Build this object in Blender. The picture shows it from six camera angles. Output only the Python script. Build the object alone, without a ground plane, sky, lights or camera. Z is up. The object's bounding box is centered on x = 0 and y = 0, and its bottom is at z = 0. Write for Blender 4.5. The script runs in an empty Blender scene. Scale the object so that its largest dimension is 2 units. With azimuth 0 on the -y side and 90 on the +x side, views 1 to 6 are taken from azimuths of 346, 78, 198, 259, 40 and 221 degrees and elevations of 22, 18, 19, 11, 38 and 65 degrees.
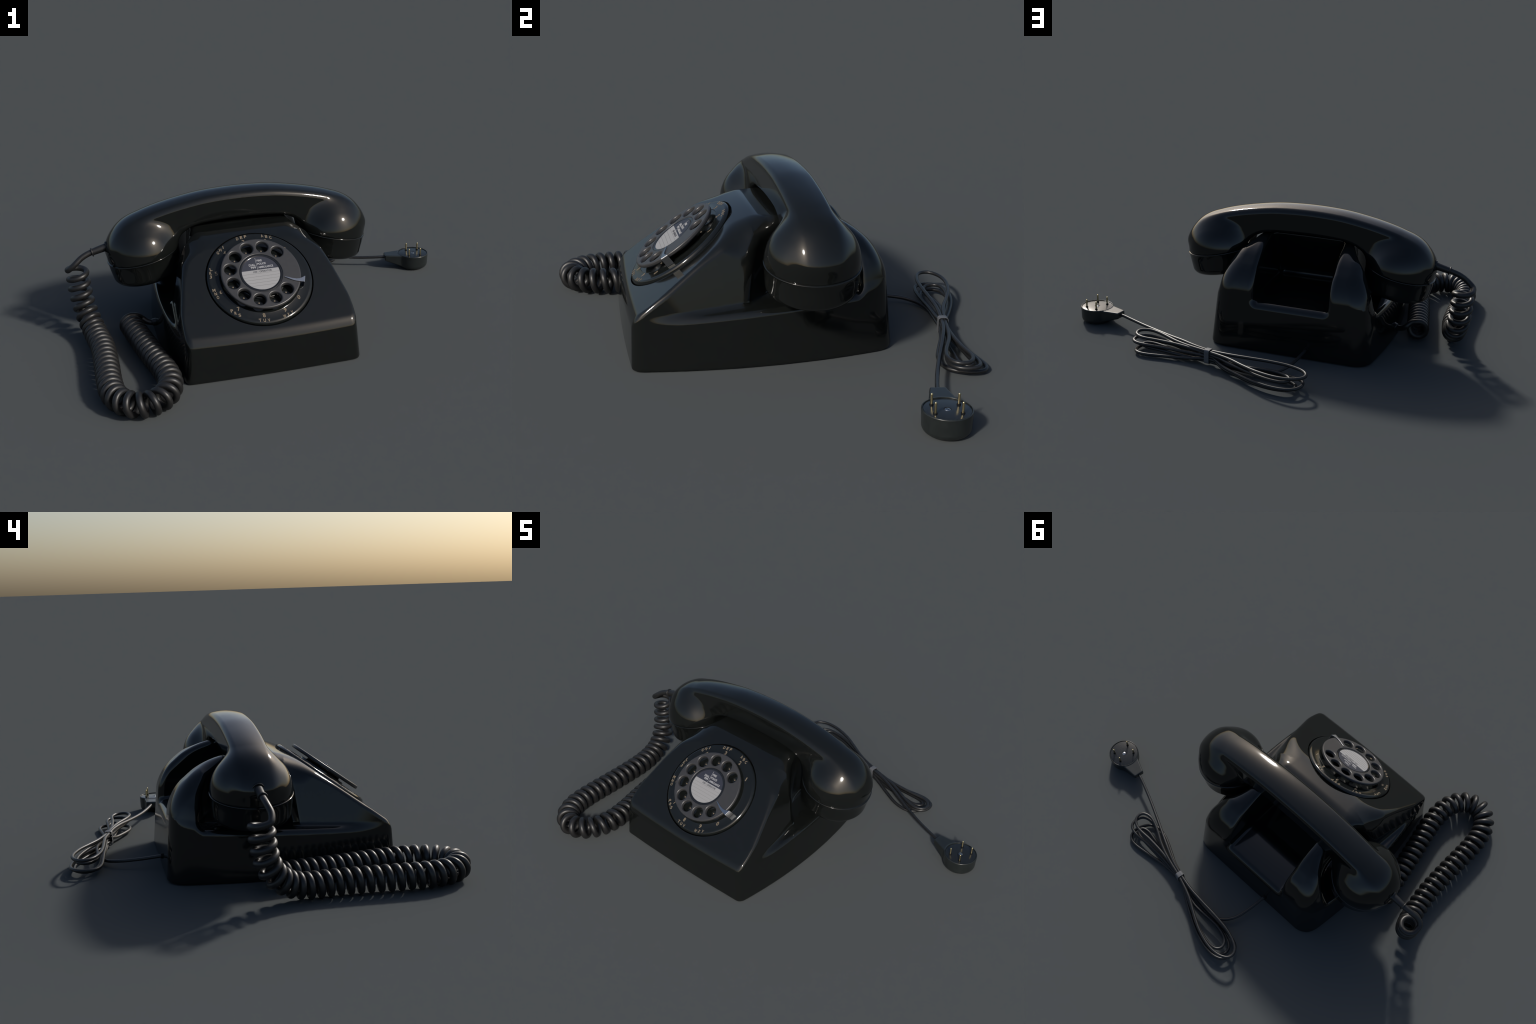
"""Black bakelite-style rotary dial desk telephone with coiled handset cord,
bundled line cord and four-pin wall plug.  Everything is built from rules:
signed-distance bodies meshed with surface nets, lathes, swept tubes, text."""
import bpy, bmesh, math
import numpy as np
from mathutils import Matrix, Vector

# ------------------------------------------------------------------ materials
def material(name, colour, rough, spec=0.5, metallic=0.0, grain=0.0, grain_scale=60.0,
             rough_var=0.04, coat=0.0, bump=0.0, bump_scale=200.0):
    m = bpy.data.materials.new(name)
    m.use_nodes = True
    nt = m.node_tree
    b = nt.nodes["Principled BSDF"]
    b.inputs["Metallic"].default_value = metallic
    b.inputs["Specular IOR Level"].default_value = spec
    b.inputs["Coat Weight"].default_value = coat
    b.inputs["Coat Roughness"].default_value = 0.05
    tc = nt.nodes.new("ShaderNodeTexCoord")
    nz = nt.nodes.new("ShaderNodeTexNoise")
    nz.inputs["Scale"].default_value = grain_scale
    nz.inputs["Detail"].default_value = 4.0
    nt.links.new(tc.outputs["Object"], nz.inputs["Vector"])
    ramp = nt.nodes.new("ShaderNodeValToRGB")
    lo = [max(0.0, c * (1 - grain)) for c in colour]
    hi = [c * (1 + grain) for c in colour]
    ramp.color_ramp.elements[0].color = (*lo, 1)
    ramp.color_ramp.elements[1].color = (*hi, 1)
    ramp.color_ramp.elements[0].position = 0.3
    ramp.color_ramp.elements[1].position = 0.7
    nt.links.new(nz.outputs["Fac"], ramp.inputs["Fac"])
    nt.links.new(ramp.outputs["Color"], b.inputs["Base Color"])
    n2 = nt.nodes.new("ShaderNodeTexNoise")
    n2.inputs["Scale"].default_value = 5.0
    n2.inputs["Detail"].default_value = 3.0
    nt.links.new(tc.outputs["Object"], n2.inputs["Vector"])
    mr = nt.nodes.new("ShaderNodeMapRange")
    mr.inputs["To Min"].default_value = max(0.0, rough - rough_var)
    mr.inputs["To Max"].default_value = rough + rough_var
    nt.links.new(n2.outputs["Fac"], mr.inputs["Value"])
    nt.links.new(mr.outputs["Result"], b.inputs["Roughness"])
    if bump:
        n3 = nt.nodes.new("ShaderNodeTexNoise")
        n3.inputs["Scale"].default_value = bump_scale
        nt.links.new(tc.outputs["Object"], n3.inputs["Vector"])
        bp = nt.nodes.new("ShaderNodeBump")
        bp.inputs["Strength"].default_value = bump
        bp.inputs["Distance"].default_value = 0.001
        nt.links.new(n3.outputs["Fac"], bp.inputs["Height"])
        nt.links.new(bp.outputs["Normal"], b.inputs["Normal"])
    return m

M_CASE = material("black_gloss_plastic", (0.0064, 0.0073, 0.0069), 0.085, 0.5, grain=0.1, rough_var=0.015)
M_SET = material("handset_gloss_plastic", (0.0064, 0.0073, 0.0069), 0.08, 0.5, grain=0.1, rough_var=0.015)
M_GAP = material("shadow_gap", (0.003, 0.003, 0.003), 0.6, 0.2)
M_PLATE = material("letter_plate_black", (0.0068, 0.0080, 0.0078), 0.10, 0.5, grain=0.1, rough_var=0.015)
M_WHEEL = material("finger_wheel_grey", (0.036, 0.036, 0.038), 0.34, 0.5, grain=0.05)
M_RING = material("label_bezel", (0.010, 0.011, 0.013), 0.12, 0.5)
M_PAPER = material("label_paper", (0.27, 0.27, 0.275), 0.5, 0.4, grain=0.03, grain_scale=250)
M_NAVY = material("label_slate", (0.026, 0.029, 0.042), 0.5, 0.4, grain=0.05)
M_INK = material("label_ink", (0.05, 0.053, 0.065), 0.6, 0.3)
M_RULE = material("label_rule", (0.16, 0.16, 0.165), 0.6, 0.3)
M_WHITE = material("label_white_print", (0.36, 0.36, 0.37), 0.6, 0.3)
M_TAN = material("tan_paint", (0.17, 0.135, 0.095), 0.5, 0.4, grain=0.12)
M_CORD = material("rubber_cord", (0.012, 0.012, 0.0125), 0.42, 0.5, grain=0.15)
M_LINE = material("line_cord_vinyl", (0.012, 0.0125, 0.0135), 0.40, 0.5, grain=0.15)
M_PLUG = material("plug_plastic", (0.014, 0.017, 0.017), 0.30, 0.5, grain=0.12)
M_PLUGFACE = material("plug_face_plastic", (0.012, 0.014, 0.015), 0.24, 0.5, grain=0.12)
M_BRASS = material("brass", (0.60, 0.51, 0.30), 0.32, 0.5, metallic=1.0, grain=0.08)
M_STEEL = material("bright_steel", (0.42, 0.44, 0.47), 0.30, 0.5, metallic=1.0, grain=0.05)
M_TIE = material("grey_tie", (0.10, 0.105, 0.115), 0.5, 0.4, grain=0.1)

# ------------------------------------------------------------------ hierarchy
def empty(name, parent=None):
    e = bpy.data.objects.new(name, None)
    e.empty_display_size = 0.05
    bpy.context.collection.objects.link(e)
    if parent:
        e.parent = parent
    return e

PHONE = empty("rotary_telephone")
PHONE["label"] = "glossy black rotary dial desk telephone with coiled cord"
PHONE["category"] = "telephone"

def obj(name, me, parent, mat, matrix=None, stuff=False):
    o = bpy.data.objects.new(name, me)
    bpy.context.collection.objects.link(o)
    if matrix is not None:
        o.matrix_world = matrix
    o.parent = parent
    if mat is not None:
        me.materials.clear()
        me.materials.append(mat)
    if stuff:
        o["kind"] = "stuff"
    return o

# ------------------------------------------------------------- distance fields
def rmax(a, b, r):          # intersection, rounded outside edge of radius r
    return np.minimum(-r, np.maximum(a, b)) + np.hypot(np.maximum(a + r, 0), np.maximum(b + r, 0))

def rmin(a, b, r):          # union, filleted inside edge of radius r
    return np.maximum(r, np.minimum(a, b)) - np.hypot(np.maximum(r - a, 0), np.maximum(r - b, 0))

def smin(a, b, k):
    h = np.clip(0.5 + 0.5 * (b - a) / k, 0, 1)
    return b * (1 - h) + a * h - k * h * (1 - h)

def step(a, b, t):
    s = np.clip((t - a) / (b - a), 0, 1)
    return s * s * (3 - 2 * s)

def surface_net(name, field, lo, hi, h):
    """Naive surface nets over a box, then vertices are slid on to the true
    zero surface and given the field's own normals."""
    lo = np.array(lo, float)
    n = np.ceil((np.array(hi) - lo) / h).astype(int) + 1
    ax = [lo[i] + h * np.arange(n[i]) for i in range(3)]
    f = np.empty(n, np.float64)
    for i, x in enumerate(ax[0]):
        f[i] = field(np.full((n[1], n[2]), x), ax[1][:, None] + np.zeros((1, n[2])),
                     ax[2][None, :] + np.zeros((n[1], 1)))
    s = f < 0
    c = np.zeros(n - 1, int)
    for dx in (0, 1):
        for dy in (0, 1):
            for dz in (0, 1):
                c += s[dx:n[0] - 1 + dx, dy:n[1] - 1 + dy, dz:n[2] - 1 + dz]
    act = np.argwhere((c > 0) & (c < 8))
    idx = -np.ones(n - 1, int)
    idx[tuple(act.T)] = np.arange(len(act))
    acc = np.zeros((len(act), 3))
    cnt = np.zeros(len(act))
    corners = [(a, b, d) for a in (0, 1) for b in (0, 1) for d in (0, 1)]
    for p in corners:
        for k in range(3):
            if p[k]:
                continue
            q = list(p)
            q[k] = 1
            fa = f[tuple((act + p).T)]
            fb = f[tuple((act + q).T)]
            m = (fa < 0) != (fb < 0)
            t = np.where(m, fa / np.where(m, fa - fb, 1), 0)
            pos = np.tile(np.array(p, float), (len(act), 1))
            pos[:, k] = t
            acc[m] += pos[m]
            cnt[m] += 1
    v = lo + (act + acc / cnt[:, None]) * h
    e = h * 0.05

    def grad(v):
        g = np.empty_like(v)
        for k in range(3):
            d = np.zeros(3)
            d[k] = e
            g[:, k] = (field(*(v + d).T) - field(*(v - d).T)) / (2 * e)
        return g
    for _ in range(4):
        g = grad(v)
        g2 = np.maximum((g * g).sum(1), 0.04)
        st = (field(*v.T) / g2)[:, None] * g
        ln = np.linalg.norm(st, axis=1, keepdims=True)
        v = v - st * np.minimum(1, 0.5 * h / np.maximum(ln, 1e-9))
    g = grad(v)
    nrm = g / np.maximum(np.linalg.norm(g, axis=1, keepdims=True), 1e-9)
    quads = []
    for k in range(3):
        a, b = [(1, 2), (2, 0), (0, 1)][k]
        sl0 = [slice(1, -1)] * 3
        sl1 = [slice(1, -1)] * 3
        sl0[k] = slice(0, -1)
        sl1[k] = slice(1, None)
        s0, s1 = s[tuple(sl0)], s[tuple(sl1)]
        off = np.ones(3, int)
        off[k] = 0
        for flip, mask in ((False, s0 & ~s1), (True, ~s0 & s1)):
            e0 = np.argwhere(mask) + off
            da, db = np.zeros(3, int), np.zeros(3, int)
            da[a] = 1
            db[b] = 1
            q = np.stack([idx[tuple((e0 - da - db).T)], idx[tuple((e0 - db).T)],
                          idx[tuple(e0.T)], idx[tuple((e0 - da).T)]], 1)
            quads.append(q[:, ::-1] if flip else q)
    return v, nrm, np.vstack(quads)

def mesh_from(name, v, quads, nrm=None):
    me = bpy.data.meshes.new(name)
    me.from_pydata([tuple(p) for p in v], [], [tuple(int(i) for i in q) for q in quads])
    me.update()
    me.polygons.foreach_set("use_smooth", [True] * len(me.polygons))
    if nrm is not None:
        me.normals_split_custom_set_from_vertices([tuple(p) for p in nrm])
    return me

# --------------------------------------------------------------------- lathes
def lathe(name, profile, seg=96, smooth_angle=40):
    """profile: (radius, height) pairs, open; ends at radius 0 are capped."""
    bm = bmesh.new()
    rings = []
    for r, z in profile:
        if r < 1e-6:
            rings.append([bm.verts.new((0, 0, z))])
        else:
            rings.append([bm.verts.new((r * math.cos(2 * math.pi * i / seg), r * math.sin(2 * math.pi * i / seg), z))
                          for i in range(seg)])
    for A, B in zip(rings, rings[1:]):
        for i in range(seg):
            j = (i + 1) % seg
            if len(A) == 1 and len(B) == 1:
                continue
            if len(A) == 1:
                bm.faces.new((A[0], B[i], B[j]))
            elif len(B) == 1:
                bm.faces.new((A[i], B[0], A[j]))
            else:
                bm.faces.new((A[i], B[i], B[j], A[j]))
    bmesh.ops.recalc_face_normals(bm, faces=bm.faces)
    me = bpy.data.meshes.new(name)
    bm.to_mesh(me)
    bm.free()
    me.polygons.foreach_set("use_smooth", [True] * len(me.polygons))
    me.set_sharp_from_angle(angle=math.radians(smooth_angle))
    return me

def arc(cx, cz, r, a0, a1, n=6):
    return [(cx + r * math.cos(math.radians(a0 + (a1 - a0) * i / n)),
             cz + r * math.sin(math.radians(a0 + (a1 - a0) * i / n))) for i in range(n + 1)]

# ---------------------------------------------------------------- swept tubes
def catmull(pts, per=16, closed=False):
    P = np.array(pts, float)
    P = np.vstack([2 * P[0] - P[1], P, 2 * P[-1] - P[-2]])
    out = []
    for i in range(1, len(P) - 2):
        p0, p1, p2, p3 = P[i - 1:i + 3]
        # centripetal parametrisation keeps uneven spacing free of loops
        t0 = 0
        t1 = t0 + max(np.linalg.norm(p1 - p0), 1e-6) ** 0.5
        t2 = t1 + max(np.linalg.norm(p2 - p1), 1e-6) ** 0.5
        t3 = t2 + max(np.linalg.norm(p3 - p2), 1e-6) ** 0.5
        for t in np.linspace(t1, t2, per, endpoint=False):
            a1 = (t1 - t) / (t1 - t0) * p0 + (t - t0) / (t1 - t0) * p1
            a2 = (t2 - t) / (t2 - t1) * p1 + (t - t1) / (t2 - t1) * p2
            a3 = (t3 - t) / (t3 - t2) * p2 + (t - t2) / (t3 - t2) * p3
            b1 = (t2 - t) / (t2 - t0) * a1 + (t - t0) / (t2 - t0) * a2
            b2 = (t3 - t) / (t3 - t1) * a2 + (t - t1) / (t3 - t1) * a3
            out.append((t2 - t) / (t2 - t1) * b1 + (t - t1) / (t2 - t1) * b2)
    out.append(P[-2])
    return np.array(out)

def resample(P, ds):
    s = np.concatenate([[0], np.cumsum(np.linalg.norm(np.diff(P, axis=0), axis=1))])
    n = max(2, int(round(s[-1] / ds)) + 1)
    q = np.linspace(0, s[-1], n)
    return np.stack([np.interp(q, s, P[:, k]) for k in range(3)], 1), q

def smooth_path(P, times):
    for _ in range(times):
        P[1:-1] = 0.25 * P[:-2] + 0.5 * P[1:-1] + 0.25 * P[2:]
    return P

def frames(P, start=(0, 0, 1)):
    T = np.gradient(P, axis=0)
    T /= np.linalg.norm(T, axis=1, keepdims=True)
    N = np.empty_like(P)
    n = np.array(start, float)
    for i, t in enumerate(T):
        n = n - t * (n @ t)
        if np.linalg.norm(n) < 1e-6:
            n = np.cross(t, (1, 0.3, 0.1))
        n /= np.linalg.norm(n)
        N[i] = n
    return T, N, np.cross(T, N)

def tube(name, P, radius, seg=12):
    T, N, B = frames(P, (0.1, 0.2, 1))
    rad = np.broadcast_to(np.asarray(radius, float), (len(P),))
    a = np.linspace(0, 2 * math.pi, seg, endpoint=False)
    ring = np.cos(a)[None, :, None] * N[:, None] + np.sin(a)[None, :, None] * B[:, None]
    v = (P[:, None] + ring * rad[:, None, None]).reshape(-1, 3)
    nr = ring.reshape(-1, 3)
    f = []
    for i in range(len(P) - 1):
        for j in range(seg):
            k = (j + 1) % seg
            f.append((i * seg + j, i * seg + k, (i + 1) * seg + k, (i + 1) * seg + j))
    me = bpy.data.meshes.new(name)
    f.append(tuple(range(seg))[::-1])
    f.append(tuple((len(P) - 1) * seg + j for j in range(seg)))
    me.from_pydata([tuple(p) for p in v], [], f)
    me.update()
    me.polygons.foreach_set("use_smooth", [True] * len(me.polygons))
    return me

# ===================================================================== CASE
XC = -0.152                                   # plane of symmetry of the case
PITCH = math.radians(36.18)
DN = np.array([0, -math.sin(PITCH), math.cos(PITCH)])     # dial axis
DC = np.array([XC, -0.3816, 0.4012])                      # wheel top, centre
FACE_OFF = -0.050                                         # case face below wheel top
FACE_P = DC + DN * FACE_OFF

CASE_SHAPE = dict(
    hw=0.4635, hwc=0.210, hwy=-0.0876, taper=0.090,      # side walls: half width, barrel, batter
    fy=0.598, fc=0.055, ft=0.050, fr=0.027,              # front wall, its bow and top-edge radius
    by=0.423, bt=0.080, br=0.085,                        # back wall and corner radius
    cr=0.035,                                            # upright front corner radius
    sz=0.2185, ss=0.053, sr=0.026,                      # shelf height, slope, edge radius
    cx=0.3765, cb=0.224, cs=0.0884,                      # front cheeks
    rx=0.390, rb=0.370,                                  # rear cheeks
    nr=0.233, nx=0.475, ny=0.064,                        # cup recess
    hz=0.5262, dip=0.010, hx=0.150,                      # deck height, saddle dip, cross arch
    sy=0.277, s_z=0.4647, sl=0.690, srr=0.072,           # horn back slope (angle in rad), rounding
    c0=0.0195, c1=0.105, c2=0.098,                       # roof/cheek rounding
    r0=0.017, r1=0.047, face=0.001)

def case_field(x, y, z, P=CASE_SHAPE):
    g = P.get
    X = np.abs(x - XC)
    side = X - (g("hw") - g("hwc") * (y - g("hwy")) ** 2) + g("taper") * z
    front = (-y - (g("fy") - g("fc") * X * X) + g("ft") * z)
    shelf = z - (g("sz") + g("ss") * y)                 # ledge the handset cups hang over
    cheek_f = (X - (g("cx") - g("cb") * (z - 0.205) + g("cs") * (-0.12 - y))) / 1.034
    cheek_b = (X - (g("rx") - g("rb") * (z - 0.29))) / 1.066
    w = step(0.0, 0.16, y)
    cheek = cheek_f * (1 - w) + cheek_b * w
    notch = g("nr") - np.hypot(X - g("nx"), y - g("ny"))
    cheek = rmax(cheek, notch, 0.022)
    upper = rmin(shelf, cheek, 0.020 + 0.03 * step(0.2, 0.34, y))
    flank = rmax(side, upper, g("sr"))
    back = (y - (g("by") - g("bt") * z)) / 1.004         # back wall, large upright corners
    flank = rmax(flank, back, g("br"))
    # roof: one gently arched deck under the handset, falling away behind as horns
    saddle = step(-0.10, -0.04, y) * (1 - step(0.0, 0.09, y))
    deck = z - (g("hz") - g("dip") * saddle - g("hx") * (1 - 0.6 * step(-0.12, -0.02, y)) * X * X)
    slope = (y - g("sy")) * math.sin(g("sl")) + (z - g("s_z")) * math.cos(g("sl"))
    top = rmax(deck, slope, g("srr"))
    corner = g("c0") + g("c1") * step(-0.36, -0.17, y) - g("c2") * (step(-0.17, 0.02, y) - 0.35 * step(0.13, 0.24, y))
    body = rmax(flank, top, corner)
    # sloping dial face
    face = (y - FACE_P[1]) * DN[1] + (z - FACE_P[2]) * DN[2] - g("face")
    body = rmax(body, face, g("r0") + g("r1") * step(0.36, 0.52, z))
    front = rmax(front, side, g("cr"))
    body = rmax(body, front, g("fr"))
    body = rmax(body, -z, 0.012)
    # carrying recess between the horns, undercut below the deck
    floor = 0.255 - 0.40 * np.maximum(y - 0.22, 0) ** 2 - z
    wall = (0.098 - 0.64 * (0.52 - z) - y) / 1.187
    well = rmax(rmax(X - 0.188, floor, 0.022), wall, 0.028)
    return rmax(body, -well, 0.012 + 0.018 * step(0.08, 0.17, y))

v, nrm, quads = surface_net("case", case_field, (XC - 0.47, -0.63, -0.02), (XC + 0.47, 0.46, 0.57), 0.0062)
# circular seat for the dial: snap the edge on to a circle and open it
EX = np.array([1.0, 0, 0])
EY = np.cross(DN, EX)
q = v - FACE_P
lx, ly, lz = q @ EX, q @ EY, q @ DN
R_SEAT = 0.2485
rr = np.hypot(lx, ly)
inside = (rr < R_SEAT) & (np.abs(lz) < 0.03)
fin = inside[quads]
drop = fin.all(1)
mixed = fin.any(1) & ~drop
snap = np.unique(quads[mixed][fin[mixed]])
v[snap] = FACE_P + np.outer(lx[snap] / rr[snap] * R_SEAT, EX) + np.outer(ly[snap] / rr[snap] * R_SEAT, EY) + np.outer(lz[snap], DN)
quads = quads[~drop]
used = np.unique(quads)
remap = -np.ones(len(v), int)
remap[used] = np.arange(len(used))
CASE = obj("case", mesh_from("case", v[used], remap[quads], nrm[used]), PHONE, M_CASE)

# ===================================================================== DIAL
DIAL_M = Matrix(((1, EY[0], DN[0], DC[0]), (0, EY[1], DN[1], DC[1]), (0, EY[2], DN[2], DC[2]), (0, 0, 0, 1)))
DIAL = empty("dial", PHONE)

def dial_obj(name, me, mat, stuff=False):
    return obj(name, me, DIAL, mat, DIAL_M, stuff)

P0 = -0.0375
prof = [(0.0, P0 - 0.001), (0.186, P0 - 0.001), (0.1875, P0 + 0.001), (0.190, P0), (0.228, P0)]
prof += arc(0.228, P0 - 0.0155, 0.0155, 90, 0, 8)
prof += [(0.2435, -0.075)]
dial_obj("letter_plate", lathe("letter_plate", prof, 160, 30), M_PLATE)
dial_obj("dial_seat", lathe("dial_seat", [(0.2485, FACE_OFF), (0.2480, FACE_OFF - 0.03), (0.20, FACE_OFF - 0.03)], 160, 30), M_GAP)
# raised hub carrying the wheel
hub = [(0.176, P0 - 0.003)] + arc(0.168, P0 + 0.004, 0.008, 0, 80, 5) + [(0.16, P0 + 0.0125), (0.09, P0 + 0.0125), (0.09, -0.012), (0.0, -0.012)]
hub = [(0.118, P0 - 0.003), (0.117, P0 + 0.008), (0.112, P0 + 0.010), (0.095, P0 + 0.010), (0.09, P0 + 0.013), (0.088, -0.012), (0.0, -0.012)]
dial_obj("dial_hub", lathe("dial_hub", hub, 96, 30), M_PLATE)

HOLE_A = [45 + 30 * i for i in range(10)]
HOLE_R = 0.1398

def wheel_field(x, y, z):
    r = np.hypot(x, y)
    d = rmax(r - 0.1835, np.abs(z + 0.0085) - 0.0085, 0.0065)
    # shallow dish toward the label
    for a in HOLE_A:
        c = math.radians(a)
        hr = np.hypot(x - HOLE_R * math.cos(c), y - HOLE_R * math.sin(c))
        d = rmax(d, (0.0248 + 0.26 * (z + 0.017) - hr) / 1.033, 0.0050)
    return rmax(d, 0.0985 - r, 0.004)

v, nrm, quads = surface_net("finger_wheel", wheel_field, (-0.19, -0.19, -0.021), (0.19, 0.19, 0.004), 0.0019)
dial_obj("finger_wheel", mesh_from("finger_wheel", v, quads, nrm), M_WHEEL)
bez = [(0.1000, -0.012), (0.0995, -0.0050), (0.0980, -0.0026), (0.0950, -0.0016), (0.0915, -0.0020), (0.0880, -0.0034), (0.0862, -0.0042), (0.0860, -0.012)]
dial_obj("label_bezel", lathe("label_bezel", bez, 96, 30), M_RING)

# label card: paper disc, slate cap above a chord, rules and printed words
LZ = -0.0030
def disc_part(name, r, y0, y1, z, th, n=40):
    pts = []
    for yy in np.linspace(y0, y1, n):
        pts.append((math.sqrt(max(0, r * r - yy * yy)), yy))
    outline = pts + [(-a, b) for a, b in reversed(pts)]
    bm = bmesh.new()
    top = [bm.verts.new((a, b, z)) for a, b in outline]
    bot = [bm.verts.new((a, b, z - th)) for a, b in outline]
    bm.faces.new(top)
    bm.faces.new(bot[::-1])
    for i in range(len(top)):
        j = (i + 1) % len(top)
        bm.faces.new((bot[i], bot[j], top[j], top[i]))
    bmesh.ops.remove_doubles(bm, verts=bm.verts, dist=1e-6)
    me = bpy.data.meshes.new(name)
    bm.to_mesh(me)
    bm.free()
    return me

LABEL = DIAL
dial_obj("label_paper", disc_part("label_paper", 0.0872, -0.0871, 0.0175, LZ, 0.006), M_PAPER)
dial_obj("label_header", disc_part("label_header", 0.0872, 0.0175, 0.0871, LZ, 0.006), M_NAVY)

def bar_mesh(name, bars, z, th=0.0004):
    bm = bmesh.new()
    for x0, x1, y0, y1 in bars:
        c = bmesh.ops.create_cube(bm, size=1.0)
        for vv in c["verts"]:
            vv.co = Vector(((x0 + x1) / 2 + vv.co.x * (x1 - x0), (y0 + y1) / 2 + vv.co.y * (y1 - y0), z + th / 2 + vv.co.z * th))
    me = bpy.data.meshes.new(name)
    bm.to_mesh(me)
    bm.free()
    return me

rules = []
for yy in (-0.0015, -0.0175, -0.033, -0.049, -0.0645):
    hw = math.sqrt(0.086 ** 2 - yy ** 2)
    rules.append((-hw, hw, yy - 0.00045, yy + 0.00045))
rules.append((-0.0108, -0.0100, 0.0, 0.0165))
dial_obj("label_rules", bar_mesh("label_rules", rules, LZ + 0.0001), M_RULE, True)
dial_obj("label_divider", bar_mesh("label_divider", [(-0.0111, -0.0099, 0.0185, 0.081)], LZ + 0.0001), M_WHITE)

def text_mesh(body, size, depth, x, y, z, width=None, align="CENTER", bold=0.0):
    cu = bpy.data.curves.new("txt", "FONT")
    cu.body = body
    cu.size = size
    cu.align_x = align
    cu.align_y = "CENTER"
    cu.extrude = depth
    cu.offset = bold
    cu.resolution_u = 4
    o = bpy.data.objects.new("txt", cu)
    bpy.context.collection.objects.link(o)
    dg = bpy.context.evaluated_depsgraph_get()
    me = bpy.data.meshes.new_from_object(o.evaluated_get(dg))
    bpy.data.objects.remove(o)
    bpy.data.curves.remove(cu)
    n = len(me.vertices)
    co = np.empty(n * 3)
    me.vertices.foreach_get("co", co)
    co = co.reshape(-1, 3)
    mid = 0.5 * (co.min(0) + co.max(0))
    ext = co.max(0) - co.min(0)
    sy = size / ext[1]
    sx = sy if width is None else width / ext[0]
    co[:, 0] = (co[:, 0] - mid[0]) * sx + x
    co[:, 1] = (co[:, 1] - mid[1]) * sy + y
    co[:, 2] += z
    me.vertices.foreach_set("co", co.ravel())
    me.update()
    return me

def join_meshes(name, meshes):
    bm = bmesh.new()
    for m in meshes:
        bm.from_mesh(m)
        bpy.data.meshes.remove(m)
    me = bpy.data.meshes.new(name)
    bm.to_mesh(me)
    bm.free()
    return me

TD = 0.0003
words = [("FIRE", 0.0065, 0.0655, 0.0240), ("POLICE", 0.0135, 0.0480, 0.0385), ("AMBULANCE", 0.0290, 0.0300, 0.0690)]
dial_obj("emergency_words", join_meshes("emergency_words",
         [text_mesh(w, 0.0105, TD, x, y, LZ + 0.0003, wd, bold=0.0002) for w, x, y, wd in words] +
         [text_mesh("DIAL", 0.0110, TD, -0.0315, 0.0455, LZ + 0.0003, 0.0300, bold=0.0002),
          text_mesh("999", 0.0115, TD, -0.0285, 0.0315, LZ + 0.0003, 0.0235, bold=0.0002)]), M_WHITE, True)
dial_obj("operator_words", join_meshes("operator_words",
         [text_mesh("100", 0.0090, TD, -0.0250, 0.0080, LZ + 0.0003, 0.0180, bold=0.0001),
          text_mesh("OPERATOR", 0.0092, TD, 0.0235, 0.0078, LZ + 0.0003, 0.0580, bold=0.0001)]), M_INK, True)

# numbers, letters and centre dots on the plate
digits = "1234567890"
groups = ["", "ABC", "DEF", "GHI", "JKL", "MNO", "PRS", "TUV", "WXY", ""]
angle = [40.5, 69.5, 100.0, 131.6, 166.5, -165.2, -132.0, -98.0, -68.8, -41.3]
for d, g, a in zip(digits, groups, angle):
    c = math.radians(a)
    wd = {"1": 0.0050}.get(d, 0.0125)
    dial_obj("numeral", text_mesh(d, 0.0205, TD, 0.1995 * math.cos(c), 0.1995 * math.sin(c), P0 + TD, wd, bold=0.00045), M_TAN)
    if not g:
        continue
    up = math.sin(c) > 0 and not (abs(a) > 180)
    sign = -1 if up else 1
    for i, ch in enumerate(g):
        b = c + sign * math.radians(5.1) * (i - 1)
        r = 0.2255
        wd = {"I": 0.0036, "W": 0.0150, "M": 0.0138}.get(ch, 0.0112)
        dial_obj("letter", text_mesh(ch, 0.0158, TD, r * math.cos(b), r * math.sin(b), P0 + TD, wd, bold=0.00040), M_TAN)
dot = lathe("finger_dot", [(0.0, 0.0006), (0.0035, 0.0006), (0.0038, -0.0005)], 20)
dot.materials.append(M_TAN)
for a in HOLE_A:
    c = math.radians(a)
    o = bpy.data.objects.new("finger_dot", dot)
    bpy.context.collection.objects.link(o)
    o.matrix_world = DIAL_M @ Matrix.Translation((0.1388 * math.cos(c), 0.0186 * 0 + 0.1388 * math.sin(c), P0))
    o.parent = DIAL

# finger stop: a bent steel strip, blade over the wheel and a leg to the plate
def strip(name, left, right, th):
    bm = bmesh.new()
    L = [bm.verts.new(p) for p in left]
    R = [bm.verts.new(p) for p in right]
    for i in range(len(L) - 1):
        bm.faces.new((L[i], R[i], R[i + 1], L[i + 1]))
    bmesh.ops.recalc_face_normals(bm, faces=bm.faces)
    bmesh.ops.solidify(bm, geom=bm.faces[:], thickness=th)
    me = bpy.data.meshes.new(name)
    bm.to_mesh(me)
    bm.free()
    return me
S0, S1 = 0.0050, P0 + 0.001
left = [(0.1010, -0.0385, S0), (0.115, -0.0440, S0), (0.132, -0.0520, S0), (0.150, -0.0575, S0), (0.165, -0.0590, S0), (0.178, -0.0560, S0), (0.1935, -0.0500, S0),
        (0.1955, -0.0505, S0 - 0.003), (0.1962, -0.0506, -0.02), (0.1970, -0.0508, S1)]
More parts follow.
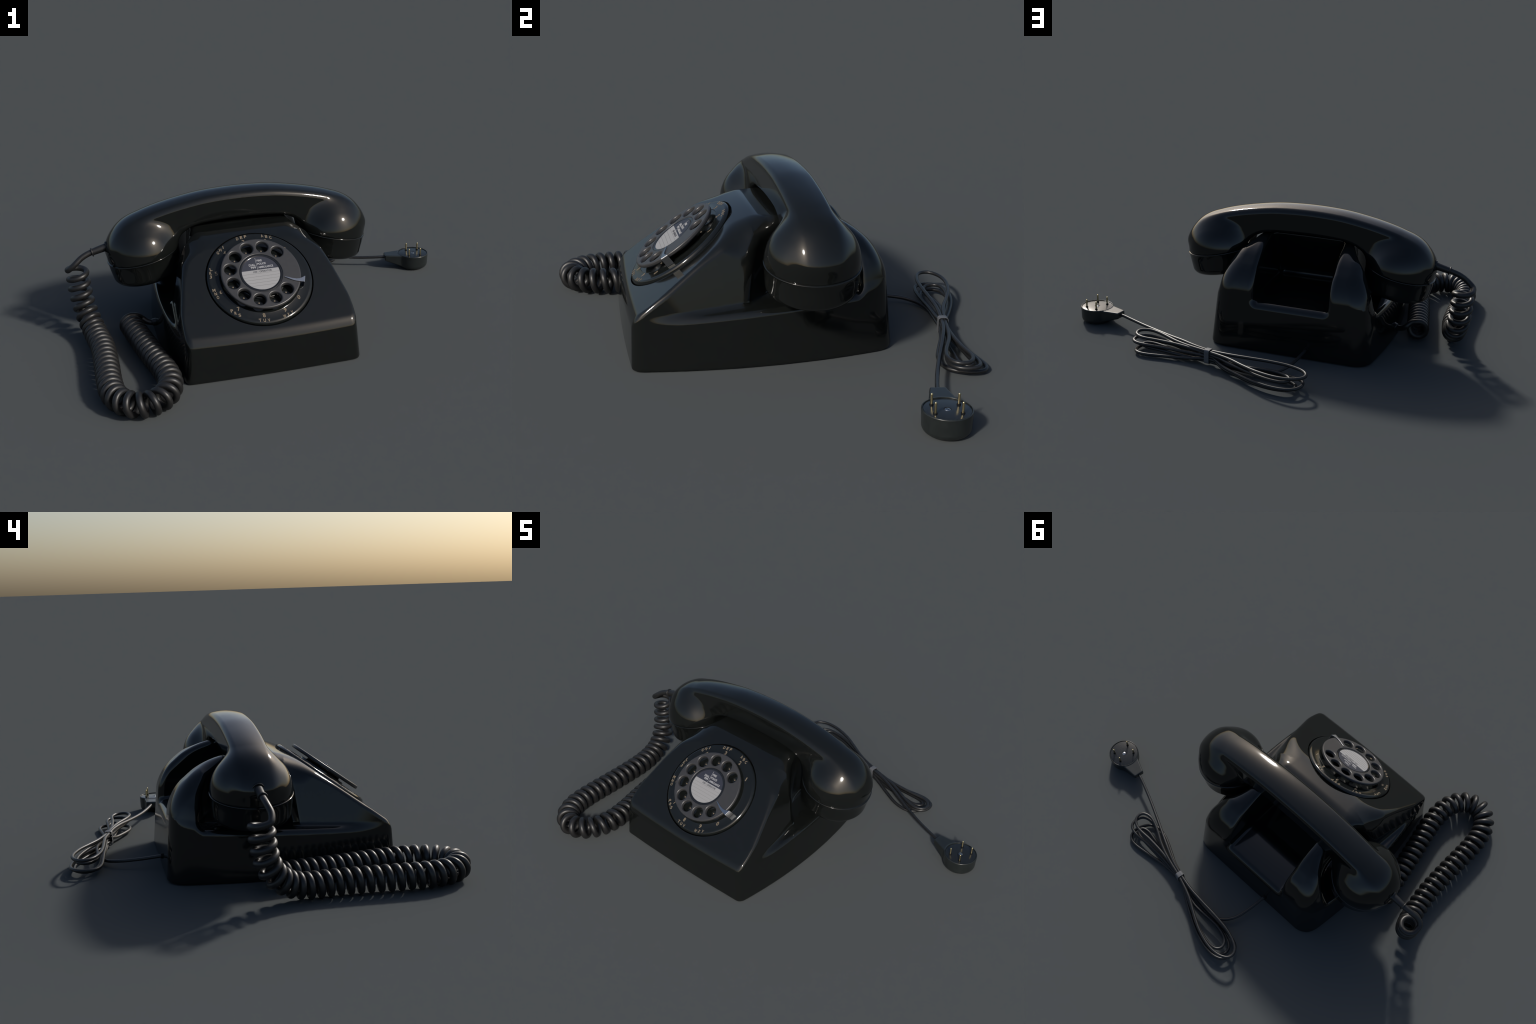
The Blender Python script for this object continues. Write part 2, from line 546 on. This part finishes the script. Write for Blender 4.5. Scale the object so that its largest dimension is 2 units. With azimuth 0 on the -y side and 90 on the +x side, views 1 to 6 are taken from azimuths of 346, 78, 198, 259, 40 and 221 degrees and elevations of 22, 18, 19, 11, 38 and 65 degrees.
right = [(0.1000, -0.0410, S0), (0.113, -0.0490, S0), (0.130, -0.0600, S0), (0.146, -0.0680, S0), (0.160, -0.0725, S0), (0.172, -0.0760, S0), (0.1840, -0.0790, S0),
         (0.1860, -0.0797, S0 - 0.003), (0.1867, -0.0800, -0.02), (0.1875, -0.0802, S1)]
fs = dial_obj("finger_stop", strip("finger_stop", left, right, 0.0022), M_STEEL)
bv = fs.modifiers.new("edge", "BEVEL")
bv.width = 0.0007
bv.segments = 2
scr = [(0.0, 0.002)] + arc(0.0035, 0.0, 0.002, 90, 0, 4) + [(0.0055, -0.002)]

# ================================================================== HANDSET
HS = empty("handset", PHONE)
UC, VC = -0.1491, 0.0656
CUP, CUPZ = 0.4748, 0.4045
TILT = math.radians(10.9)
# side outline of the handset, from the middle of the grip out to the cup rim
OUTLINE = [(0.0, 0.6732), (0.1675, 0.6658), (0.33, 0.6398), (0.4706, 0.6037), (0.5503, 0.5622),
           (0.5964, 0.5088), (0.6291, 0.4604), (0.6476, 0.4099), (0.6527, 0.3599)]
OCX, OCZ = 0.30, 0.40                     # pole the outline is wound about

def natural_spline(x, y, q):
    o = np.argsort(x)
    x, y = np.array(x)[o], np.array(y)[o]
    n, h = len(x), np.diff(np.array(x))
    A, b = np.eye(n), np.zeros(n)
    for i in range(1, n - 1):
        A[i, i - 1:i + 2] = h[i - 1], 2 * (h[i - 1] + h[i]), h[i]
        b[i] = 6 * ((y[i + 1] - y[i]) / h[i] - (y[i] - y[i - 1]) / h[i - 1])
    M = np.linalg.solve(A, b)
    q = np.clip(q, x[0], x[-1])
    j = np.clip(np.searchsorted(x, q) - 1, 0, n - 2)
    d, H = q - x[j], h[j]
    return y[j] + d * ((y[j + 1] - y[j]) / H - H * (2 * M[j] + M[j + 1]) / 6) + d * d * M[j] / 2 + d ** 3 * (M[j + 1] - M[j]) / (6 * H)

_pts = OUTLINE + [(-0.1675, 0.6658), (-0.33, 0.6398)]
_th = [math.atan2(c - OCZ, a - OCX) for a, c in _pts]
_rr = [math.hypot(c - OCZ, a - OCX) for a, c in _pts]
OUT_T = np.linspace(-1.2, 3.1, 900)
OUT_R = natural_spline(_th, _rr, OUT_T)
OUT_D = np.gradient(OUT_R, OUT_T)

def cup_axes(s):
    d = np.array([-s * math.sin(TILT), 0, -math.cos(TILT)])     # from seam into the cap
    return np.array([UC + s * CUP, VC, CUPZ]), d

def handset_field(x, y, z):
    u, w = x - UC, y - VC
    s = np.abs(u)
    ang = np.arctan2(z - OCZ, s - OCX)
    ang = np.where(ang < -1.6, ang + 2 * math.pi, ang)
    ra, dr = np.interp(ang, OUT_T, OUT_R), np.interp(ang, OUT_T, OUT_D)
    top = (np.hypot(z - OCZ, s - OCX) - ra) / np.sqrt(1 + (dr / ra) ** 2)
    crown = 2.1 + 0.6 * step(0.30, 0.56, s)          # grip top is flatter than the domes
    under = 1.95 - np.hypot(u, z - (0.5393 - 1.95))
    # gusset: under each end of the grip the underside slopes down to the cup
    gusset = np.maximum(-(s - 0.272) * 0.731 - (z - 0.508) * 0.682, s - 0.45)
    under = smin(under, gusset, 0.05)
    bar = rmax(rmax(top + crown * w * w, np.abs(w) - 0.0805, 0.024), under, 0.020)
    ca, sa = math.cos(TILT), math.sin(TILT)
    du, dz = s - CUP, z - CUPZ
    t = -(du * sa) - dz * ca                # depth below the cap seam
    p = du * ca - dz * sa                   # outward, along the seam
    dome = (np.sqrt((p / 0.1735) ** 2 + (w / 0.1765) ** 2 + (t / 0.1735) ** 2) - 1) * 0.1765
    d = smin(bar, dome, 0.020 + 0.03 * step(0.62, 0.53, z))
    return rmax(d, t - 0.002, 0.003)

v, nrm, quads = surface_net("handset_body", handset_field, (UC - 0.69, VC - 0.2, 0.33), (UC + 0.69, VC + 0.2, 0.70), 0.0056)
obj("handle", mesh_from("handle", v, quads, nrm), HS, M_SET)

cap = [(0.1715, 0.001), (0.1750, 0.0035)] + arc(0.1747, 0.0065, 0.0032, -60, 60, 5)
cap += [(0.1752, 0.012), (0.1735, 0.040), (0.1700, 0.083)] + arc(0.1370, 0.0870, 0.0330, 4, 88, 10)
cap += [(0.09, 0.1205), (0.0, 0.1195)]
for s in (-1, 1):
    c, d = cup_axes(s)
    z = Vector(d)
    xa = Vector((d[2], 0, -d[0])).normalized()
    ya = z.cross(xa)
    m = Matrix(((xa.x, ya.x, z.x, c[0]), (xa.y, ya.y, z.y, c[1]), (xa.z, ya.z, z.z, c[2]), (0, 0, 0, 1)))
    obj("mouthpiece_cap" if s < 0 else "earpiece_cap", lathe("cap", cap, 128, 50), HS, M_SET, m)

# cord grommet on the mouthpiece
G0, G1 = np.array([-0.775, 0.0675, 0.4500]), np.array([-0.8645, 0.0647, 0.4277])
gd = Vector(G1 - G0)
gl = gd.length
gz = gd.normalized()
gm = Matrix.Translation(G0) @ gz.to_track_quat("Z", "Y").to_matrix().to_4x4()
grom = [(0.0, 0.0), (0.0200, 0.0), (0.0190, 0.03), (0.0165, gl - 0.004)] + arc(0.0185, gl, 0.0035, -100, 100, 8) + [(0.0155, gl + 0.003), (0.0, gl + 0.003)]
obj("cord_grommet", lathe("cord_grommet", grom, 40, 40), HS, M_CORD, gm)
coll = [(0.0175, -0.006)] + arc(0.0235, -0.001, 0.0035, 160, 0, 8) + [(0.0265, -0.006)]
cm = Matrix.Translation(G0 + np.array(gz) * 0.020) @ gz.to_track_quat("Z", "Y").to_matrix().to_4x4()
obj("grommet_collar", lathe("grommet_collar", coll, 40, 60), HS, M_SET, cm)

# ============================================================== COILED CORD
WIRE = 0.0146
COIL = 0.0435
axis = catmull([(-0.944, 0.088, 0.345), (-0.9415, 0.087, 0.300), (-0.939, 0.082, 0.255), (-0.935, 0.074, 0.210), (-0.928, 0.060, 0.165),
                (-0.917, 0.030, 0.118), (-0.902, -0.020, 0.080), (-0.890, -0.090, 0.061), (-0.878, -0.190, 0.0585),
                (-0.877, -0.300, 0.0585), (-0.881, -0.430, 0.0585), (-0.886, -0.560, 0.0585), (-0.880, -0.660, 0.0585),
                (-0.850, -0.735, 0.0585), (-0.790, -0.782, 0.0585), (-0.725, -0.777, 0.0585), (-0.665, -0.725, 0.0585),
                (-0.634, -0.630, 0.0585), (-0.640, -0.510, 0.0585), (-0.662, -0.390, 0.0585), (-0.682, -0.270, 0.0585),
                (-0.700, -0.150, 0.0590), (-0.714, -0.060, 0.060), (-0.726, 0.018, 0.064)], 24)
axis, sl = resample(axis, 0.0016)
axis = smooth_path(axis, 60)
pitch = np.interp(sl, [0, 0.20, 0.33, 0.45, 1.0, 1.15, 1.35, 1.5, 2.5], [0.049, 0.047, 0.038, 0.0425, 0.0425, 0.046, 0.046, 0.0395, 0.0395])
phase = np.concatenate([[0], np.cumsum(np.diff(sl) / pitch[1:])]) * 2 * math.pi
T, N, B = frames(axis, (-1, 0, 0))
PH0 = math.radians(0)
dirs = np.cos(phase)[:, None] * N + np.sin(phase)[:, None] * B
turn = int(0.0395 / 0.0016) + 2
last = len(axis) - turn + int(np.argmax(dirs[-turn:, 2]))
axis, phase, T, N, B = (q[:last + 1] for q in (axis, phase, T, N, B))
helix = axis + COIL * (np.cos(phase + PH0)[:, None] * N + np.sin(phase + PH0)[:, None] * B)
# lead-in from the grommet, lead-out to the case
head = catmull([tuple(G1 + np.array(gz) * -0.01), tuple(G1 + np.array(gz) * 0.012), (-0.915, 0.058, 0.4085), (-0.955, 0.049, 0.378), (-0.9835, 0.060, 0.353), tuple(helix[1])], 14)
end = helix[-1]
tail = catmull([tuple(end), tuple(end + np.array([0.030, 0.004, -0.008])), (-0.664, 0.006, 0.078), (-0.640, -0.006, 0.060), (-0.6106, -0.0166, 0.0554), (-0.577, -0.031, 0.068), (-0.540, -0.044, 0.093), (-0.52, -0.055, 0.108)], 14)
full, _ = resample(np.vstack([head[:-1], helix[2:-1], tail[1:]]), 0.0033)
full = smooth_path(full, 3)
obj("coiled_cord", tube("coiled_cord", full, WIRE, 14), PHONE, M_CORD)
sd = Vector((-0.577 + 0.6106, -0.031 + 0.0166, 0.068 - 0.0554)).normalized()
slv = [(0.0, -0.052), (0.0165, -0.052), (0.0185, -0.05), (0.0180, 0.0), (0.0165, 0.003), (0.0, 0.003)]
sp = catmull([(-0.6125, -0.0160, 0.0554), (-0.577, -0.031, 0.068), (-0.540, -0.044, 0.093), (-0.53, -0.05, 0.10)], 8)
obj("cord_sleeve", tube("cord_sleeve", sp, 0.0185, 20), PHONE, M_CORD)

# ================================================================ LINE CORD
def tie_slot(lat, z):
    return (0.165 + 0.18 * lat, 0.646 + 0.98 * lat, z)
end2_top = [(0.058, 0.663, 0.075), (-0.038, 0.672, 0.080), (-0.159, 0.681, 0.085), (-0.259, 0.697, 0.087), (-0.332, 0.729, 0.087), (-0.353, 0.759, 0.086),
            (-0.349, 0.788, 0.085), (-0.307, 0.814, 0.083), (-0.236, 0.819, 0.080), (-0.131, 0.790, 0.076), (-0.041, 0.744, 0.072), (0.041, 0.698, 0.070)]
end1_a = [(0.266, 0.625, 0.066), (0.351, 0.595, 0.066), (0.466, 0.536, 0.067), (0.529, 0.520, 0.068), (0.574, 0.539, 0.068), (0.574, 0.582, 0.067), (0.535, 0.611, 0.066), (0.430, 0.614, 0.064), (0.312, 0.623, 0.062)]
end2_in = [(0.060, 0.686, 0.052), (-0.008, 0.706, 0.050), (-0.088, 0.707, 0.050), (-0.173, 0.706, 0.050), (-0.239, 0.721, 0.050), (-0.269, 0.743, 0.050), (-0.277, 0.777, 0.051), (-0.256, 0.800, 0.052), (-0.198, 0.801, 0.053), (-0.128, 0.782, 0.054), (-0.039, 0.745, 0.054), (0.046, 0.703, 0.053)]
end1_b = [(0.250, 0.620, 0.046), (0.321, 0.600, 0.044), (0.436, 0.551, 0.043), (0.513, 0.530, 0.043), (0.561, 0.546, 0.044), (0.578, 0.591, 0.045), (0.570, 0.621, 0.045), (0.538, 0.638, 0.044), (0.419, 0.637, 0.042), (0.311, 0.637, 0.040)]
end2_low = [(0.043, 0.665, 0.035), (-0.075, 0.678, 0.033), (-0.186, 0.686, 0.032), (-0.274, 0.697, 0.032), (-0.324, 0.718, 0.033), (-0.338, 0.763, 0.034), (-0.322, 0.807, 0.034), (-0.277, 0.829, 0.033), (-0.194, 0.823, 0.031), (-0.106, 0.795, 0.030), (-0.016, 0.750, 0.029), (0.070, 0.699, 0.028)]
end1_c = [(0.250, 0.606, 0.024), (0.300, 0.580, 0.020), (0.413, 0.530, 0.016), (0.490, 0.530, 0.014), (0.535, 0.580, 0.013), (0.548, 0.635, 0.013), (0.533, 0.668, 0.013), (0.498, 0.680, 0.013), (0.389, 0.670, 0.014), (0.280, 0.655, 0.016)]
end2_mid = [(0.060, 0.672, 0.024), (-0.050, 0.686, 0.020), (-0.160, 0.694, 0.018), (-0.250, 0.712, 0.018), (-0.300, 0.742, 0.019), (-0.305, 0.782, 0.020), (-0.270, 0.812, 0.020), (-0.190, 0.812, 0.018), (-0.100, 0.784, 0.016), (-0.010, 0.738, 0.015), (0.070, 0.695, 0.015)]
end1_d = [(0.250, 0.622, 0.020), (0.345, 0.602, 0.024), (0.420, 0.590, 0.027), (0.485, 0.580, 0.029), (0.523, 0.592, 0.030), (0.526, 0.616, 0.030), (0.500, 0.630, 0.029), (0.419, 0.638, 0.026), (0.306, 0.645, 0.022)]
LCR = 0.0079
cordpts = [(0.775, 0.382, 0.0625), (0.745, 0.390, 0.0615), (0.690, 0.411, 0.058), (0.600, 0.449, 0.055), (0.487, 0.502, 0.058), (0.400, 0.545, 0.063), (0.331, 0.578, 0.068), (0.245, 0.616, 0.069),
           tie_slot(-0.006, 0.0685)] + end2_top + [tie_slot(0.0065, 0.067)] + \
          end1_a + [tie_slot(0.007, 0.057)] + end2_in + [tie_slot(-0.008, 0.057)] + end1_b + [tie_slot(0.008, 0.044)] + \
          end2_low + [tie_slot(-0.008, 0.043)] + end1_c + [tie_slot(0.010, 0.031)] + end2_mid + [tie_slot(-0.010, 0.030)] + end1_d + \
          [tie_slot(0.006, 0.018), (0.080, 0.662, 0.014), (-0.010, 0.676, 0.012), (-0.090, 0.684, 0.013), (-0.162, 0.661, 0.020), (-0.210, 0.607, 0.029), (-0.236, 0.520, 0.038), (-0.247, 0.450, 0.046), (-0.2535, 0.395, 0.052), (-0.2535, 0.370, 0.053)]
lp = catmull(cordpts, 14)
lp, _ = resample(lp, 0.005)
lp = smooth_path(lp, 10)
LINE = obj("line_cord", tube("line_cord", lp, LCR, 12), PHONE, M_LINE)

def tie_band():
    """rounded rectangular clip around the strands"""
    hw, hh, cz, r = 0.0200, 0.0360, 0.0440, 0.011
    sec = []
    for cx, cy, a0 in ((hw - r, hh - r, 0), (-hw + r, hh - r, 90), (-hw + r, -hh + r, 180), (hw - r, -hh + r, 270)):
        for i in range(5):
            a = math.radians(a0 + 90 * i / 4)
            sec.append((cx + r * math.cos(a), cy + r * math.sin(a)))
    ax = Vector((-0.98, 0.18, 0)).normalized()
    lt = Vector((0.18, 0.98, 0)).normalized()
    bm = bmesh.new()
    c = Vector((0.165, 0.646, cz))
    rings = []
    for t, k in ((-0.013, 1.0), (0.013, 1.0), (0.013, 0.94), (-0.013, 0.94)):
        rings.append([bm.verts.new(c + ax * t + lt * (a * k) + Vector((0, 0, b * k))) for a, b in sec])
    n = len(sec)
    for i in range(4):
        A, Bq = rings[i], rings[(i + 1) % 4]
        for j in range(n):
            k = (j + 1) % n
            bm.faces.new((A[j], A[k], Bq[k], Bq[j]))
    bmesh.ops.recalc_face_normals(bm, faces=bm.faces)
    me = bpy.data.meshes.new("cord_tie")
    bm.to_mesh(me)
    bm.free()
    return me
obj("cord_tie", tie_band(), PHONE, M_TIE)
hole = [(0.0062, -0.004)] + arc(0.0095, 0.0, 0.003, 180, 0, 6) + [(0.0125, -0.006)]
hm = Matrix.Translation((-0.2535, 0.4235, 0.0505)) @ Matrix.Rotation(math.radians(-90), 4, "X")
obj("cord_entry", lathe("cord_entry", hole, 32, 60), PHONE, M_GAP, hm)

# ===================================================================== PLUG
PLUG = empty("plug", PHONE)
PX, PY = 0.9140, 0.3550
TA = math.atan2(0.386 - PY, 0.755 - PX)           # direction of the cord tongue
def plug_field(x, y, z):
    r = np.hypot(x, y)
    disc = r - (0.0795 + 0.045 * z)
    # tongue: tapers from the round body to a narrow flat nose
    hw = 0.0275 + 0.22 * np.maximum(0.160 - x, 0)
    ton = rmax((np.abs(y) - np.minimum(hw, 0.062)) / 1.06, x - 0.160, 0.006)
    ton = np.maximum(ton, -x)
    ton = rmax(ton, np.maximum(z - 0.0785, (0.026 + 0.0 * x) - z + 0.35 * np.maximum(0.10 - x, -0.1) * -1), 0.006)
    d = rmax(disc, z - 0.0805, 0.0045)
    d = rmax(d, -z, 0.022)
    d = rmin(d, ton, 0.004)
    # recessed pin face
    return rmax(d, -np.maximum(r - 0.0782, 0.0755 - z), 0.0014)
v, nrm, quads = surface_net("plug_body", plug_field, (-0.09, -0.09, -0.006), (0.17, 0.09, 0.09), 0.0022)
PM = Matrix.Translation((PX, PY, 0.0)) @ Matrix.Rotation(TA, 4, "Z")
obj("plug_body", mesh_from("plug_body", v, quads, nrm), PLUG, M_PLUG, PM)
pf = [(0.0, 0.0752), (0.0118, 0.0752), (0.0122, 0.0772), (0.0128, 0.0776), (0.0745, 0.0776), (0.0762, 0.0772), (0.0768, 0.0762), (0.0770, 0.07)]
obj("pin_face", lathe("pin_face", pf, 96, 20), PLUG, M_PLUGFACE, PM)
pin = [(0.0, 0.042)] + [(a, b) for a, b in reversed(arc(0.0, 0.038, 0.0042, 0, 80, 5))] + [(0.0042, 0.006), (0.0042, -0.004)]
pinme = lathe("pin", pin, 24, 40)
pinme.materials.append(M_BRASS)
col = [(0.0044, 0.0045), (0.0062, 0.0045), (0.0068, 0.0036), (0.0068, 0.0022), (0.0058, 0.0016), (0.0070, 0.0006), (0.0074, -0.001)]
colme = lathe("pin_collar", col, 24, 30)
colme.materials.append(M_GAP)
for px, py in ((0.876, 0.3160), (0.894, 0.4020), (0.9375, 0.3050), (0.955, 0.3900)):
    for nm, me in (("pin", pinme), ("pin_collar", colme)):
        o = bpy.data.objects.new(nm, me)
        bpy.context.collection.objects.link(o)
        o.matrix_world = Matrix.Translation((px, py, 0.0775))
        o.parent = PLUG
bm = bmesh.new()
bmesh.ops.create_circle(bm, cap_ends=True, radius=0.0095, segments=32)
scme = None
bm.free()
sc = [(0.0, 0.0782), (0.0060, 0.0779), (0.0098, 0.0768), (0.0105, 0.0756), (0.0106, 0.074)]
obj("plug_screw", lathe("plug_screw", sc, 32, 60), PLUG, M_STEEL, PM)
obj("screw_slot", bar_mesh("screw_slot", [(-0.0085, 0.0085, -0.0010, 0.0010)], 0.0779, 0.0006), PLUG, M_GAP, PM @ Matrix.Rotation(0.6, 4, "Z"))
nos = [(0.0, -0.006), (0.0080, -0.006), (0.0078, 0.010), (0.0070, 0.016), (0.0063, 0.0165)]
nz = Vector((-0.055, 0.021, -0.002)).normalized()
nm = Matrix.Translation((PX + 0.159 * math.cos(TA), PY + 0.159 * math.sin(TA), 0.0615)) @ nz.to_track_quat("Z", "Y").to_matrix().to_4x4()
obj("plug_strain_relief", lathe("plug_strain_relief", nos, 24, 40), PLUG, M_LINE, nm)
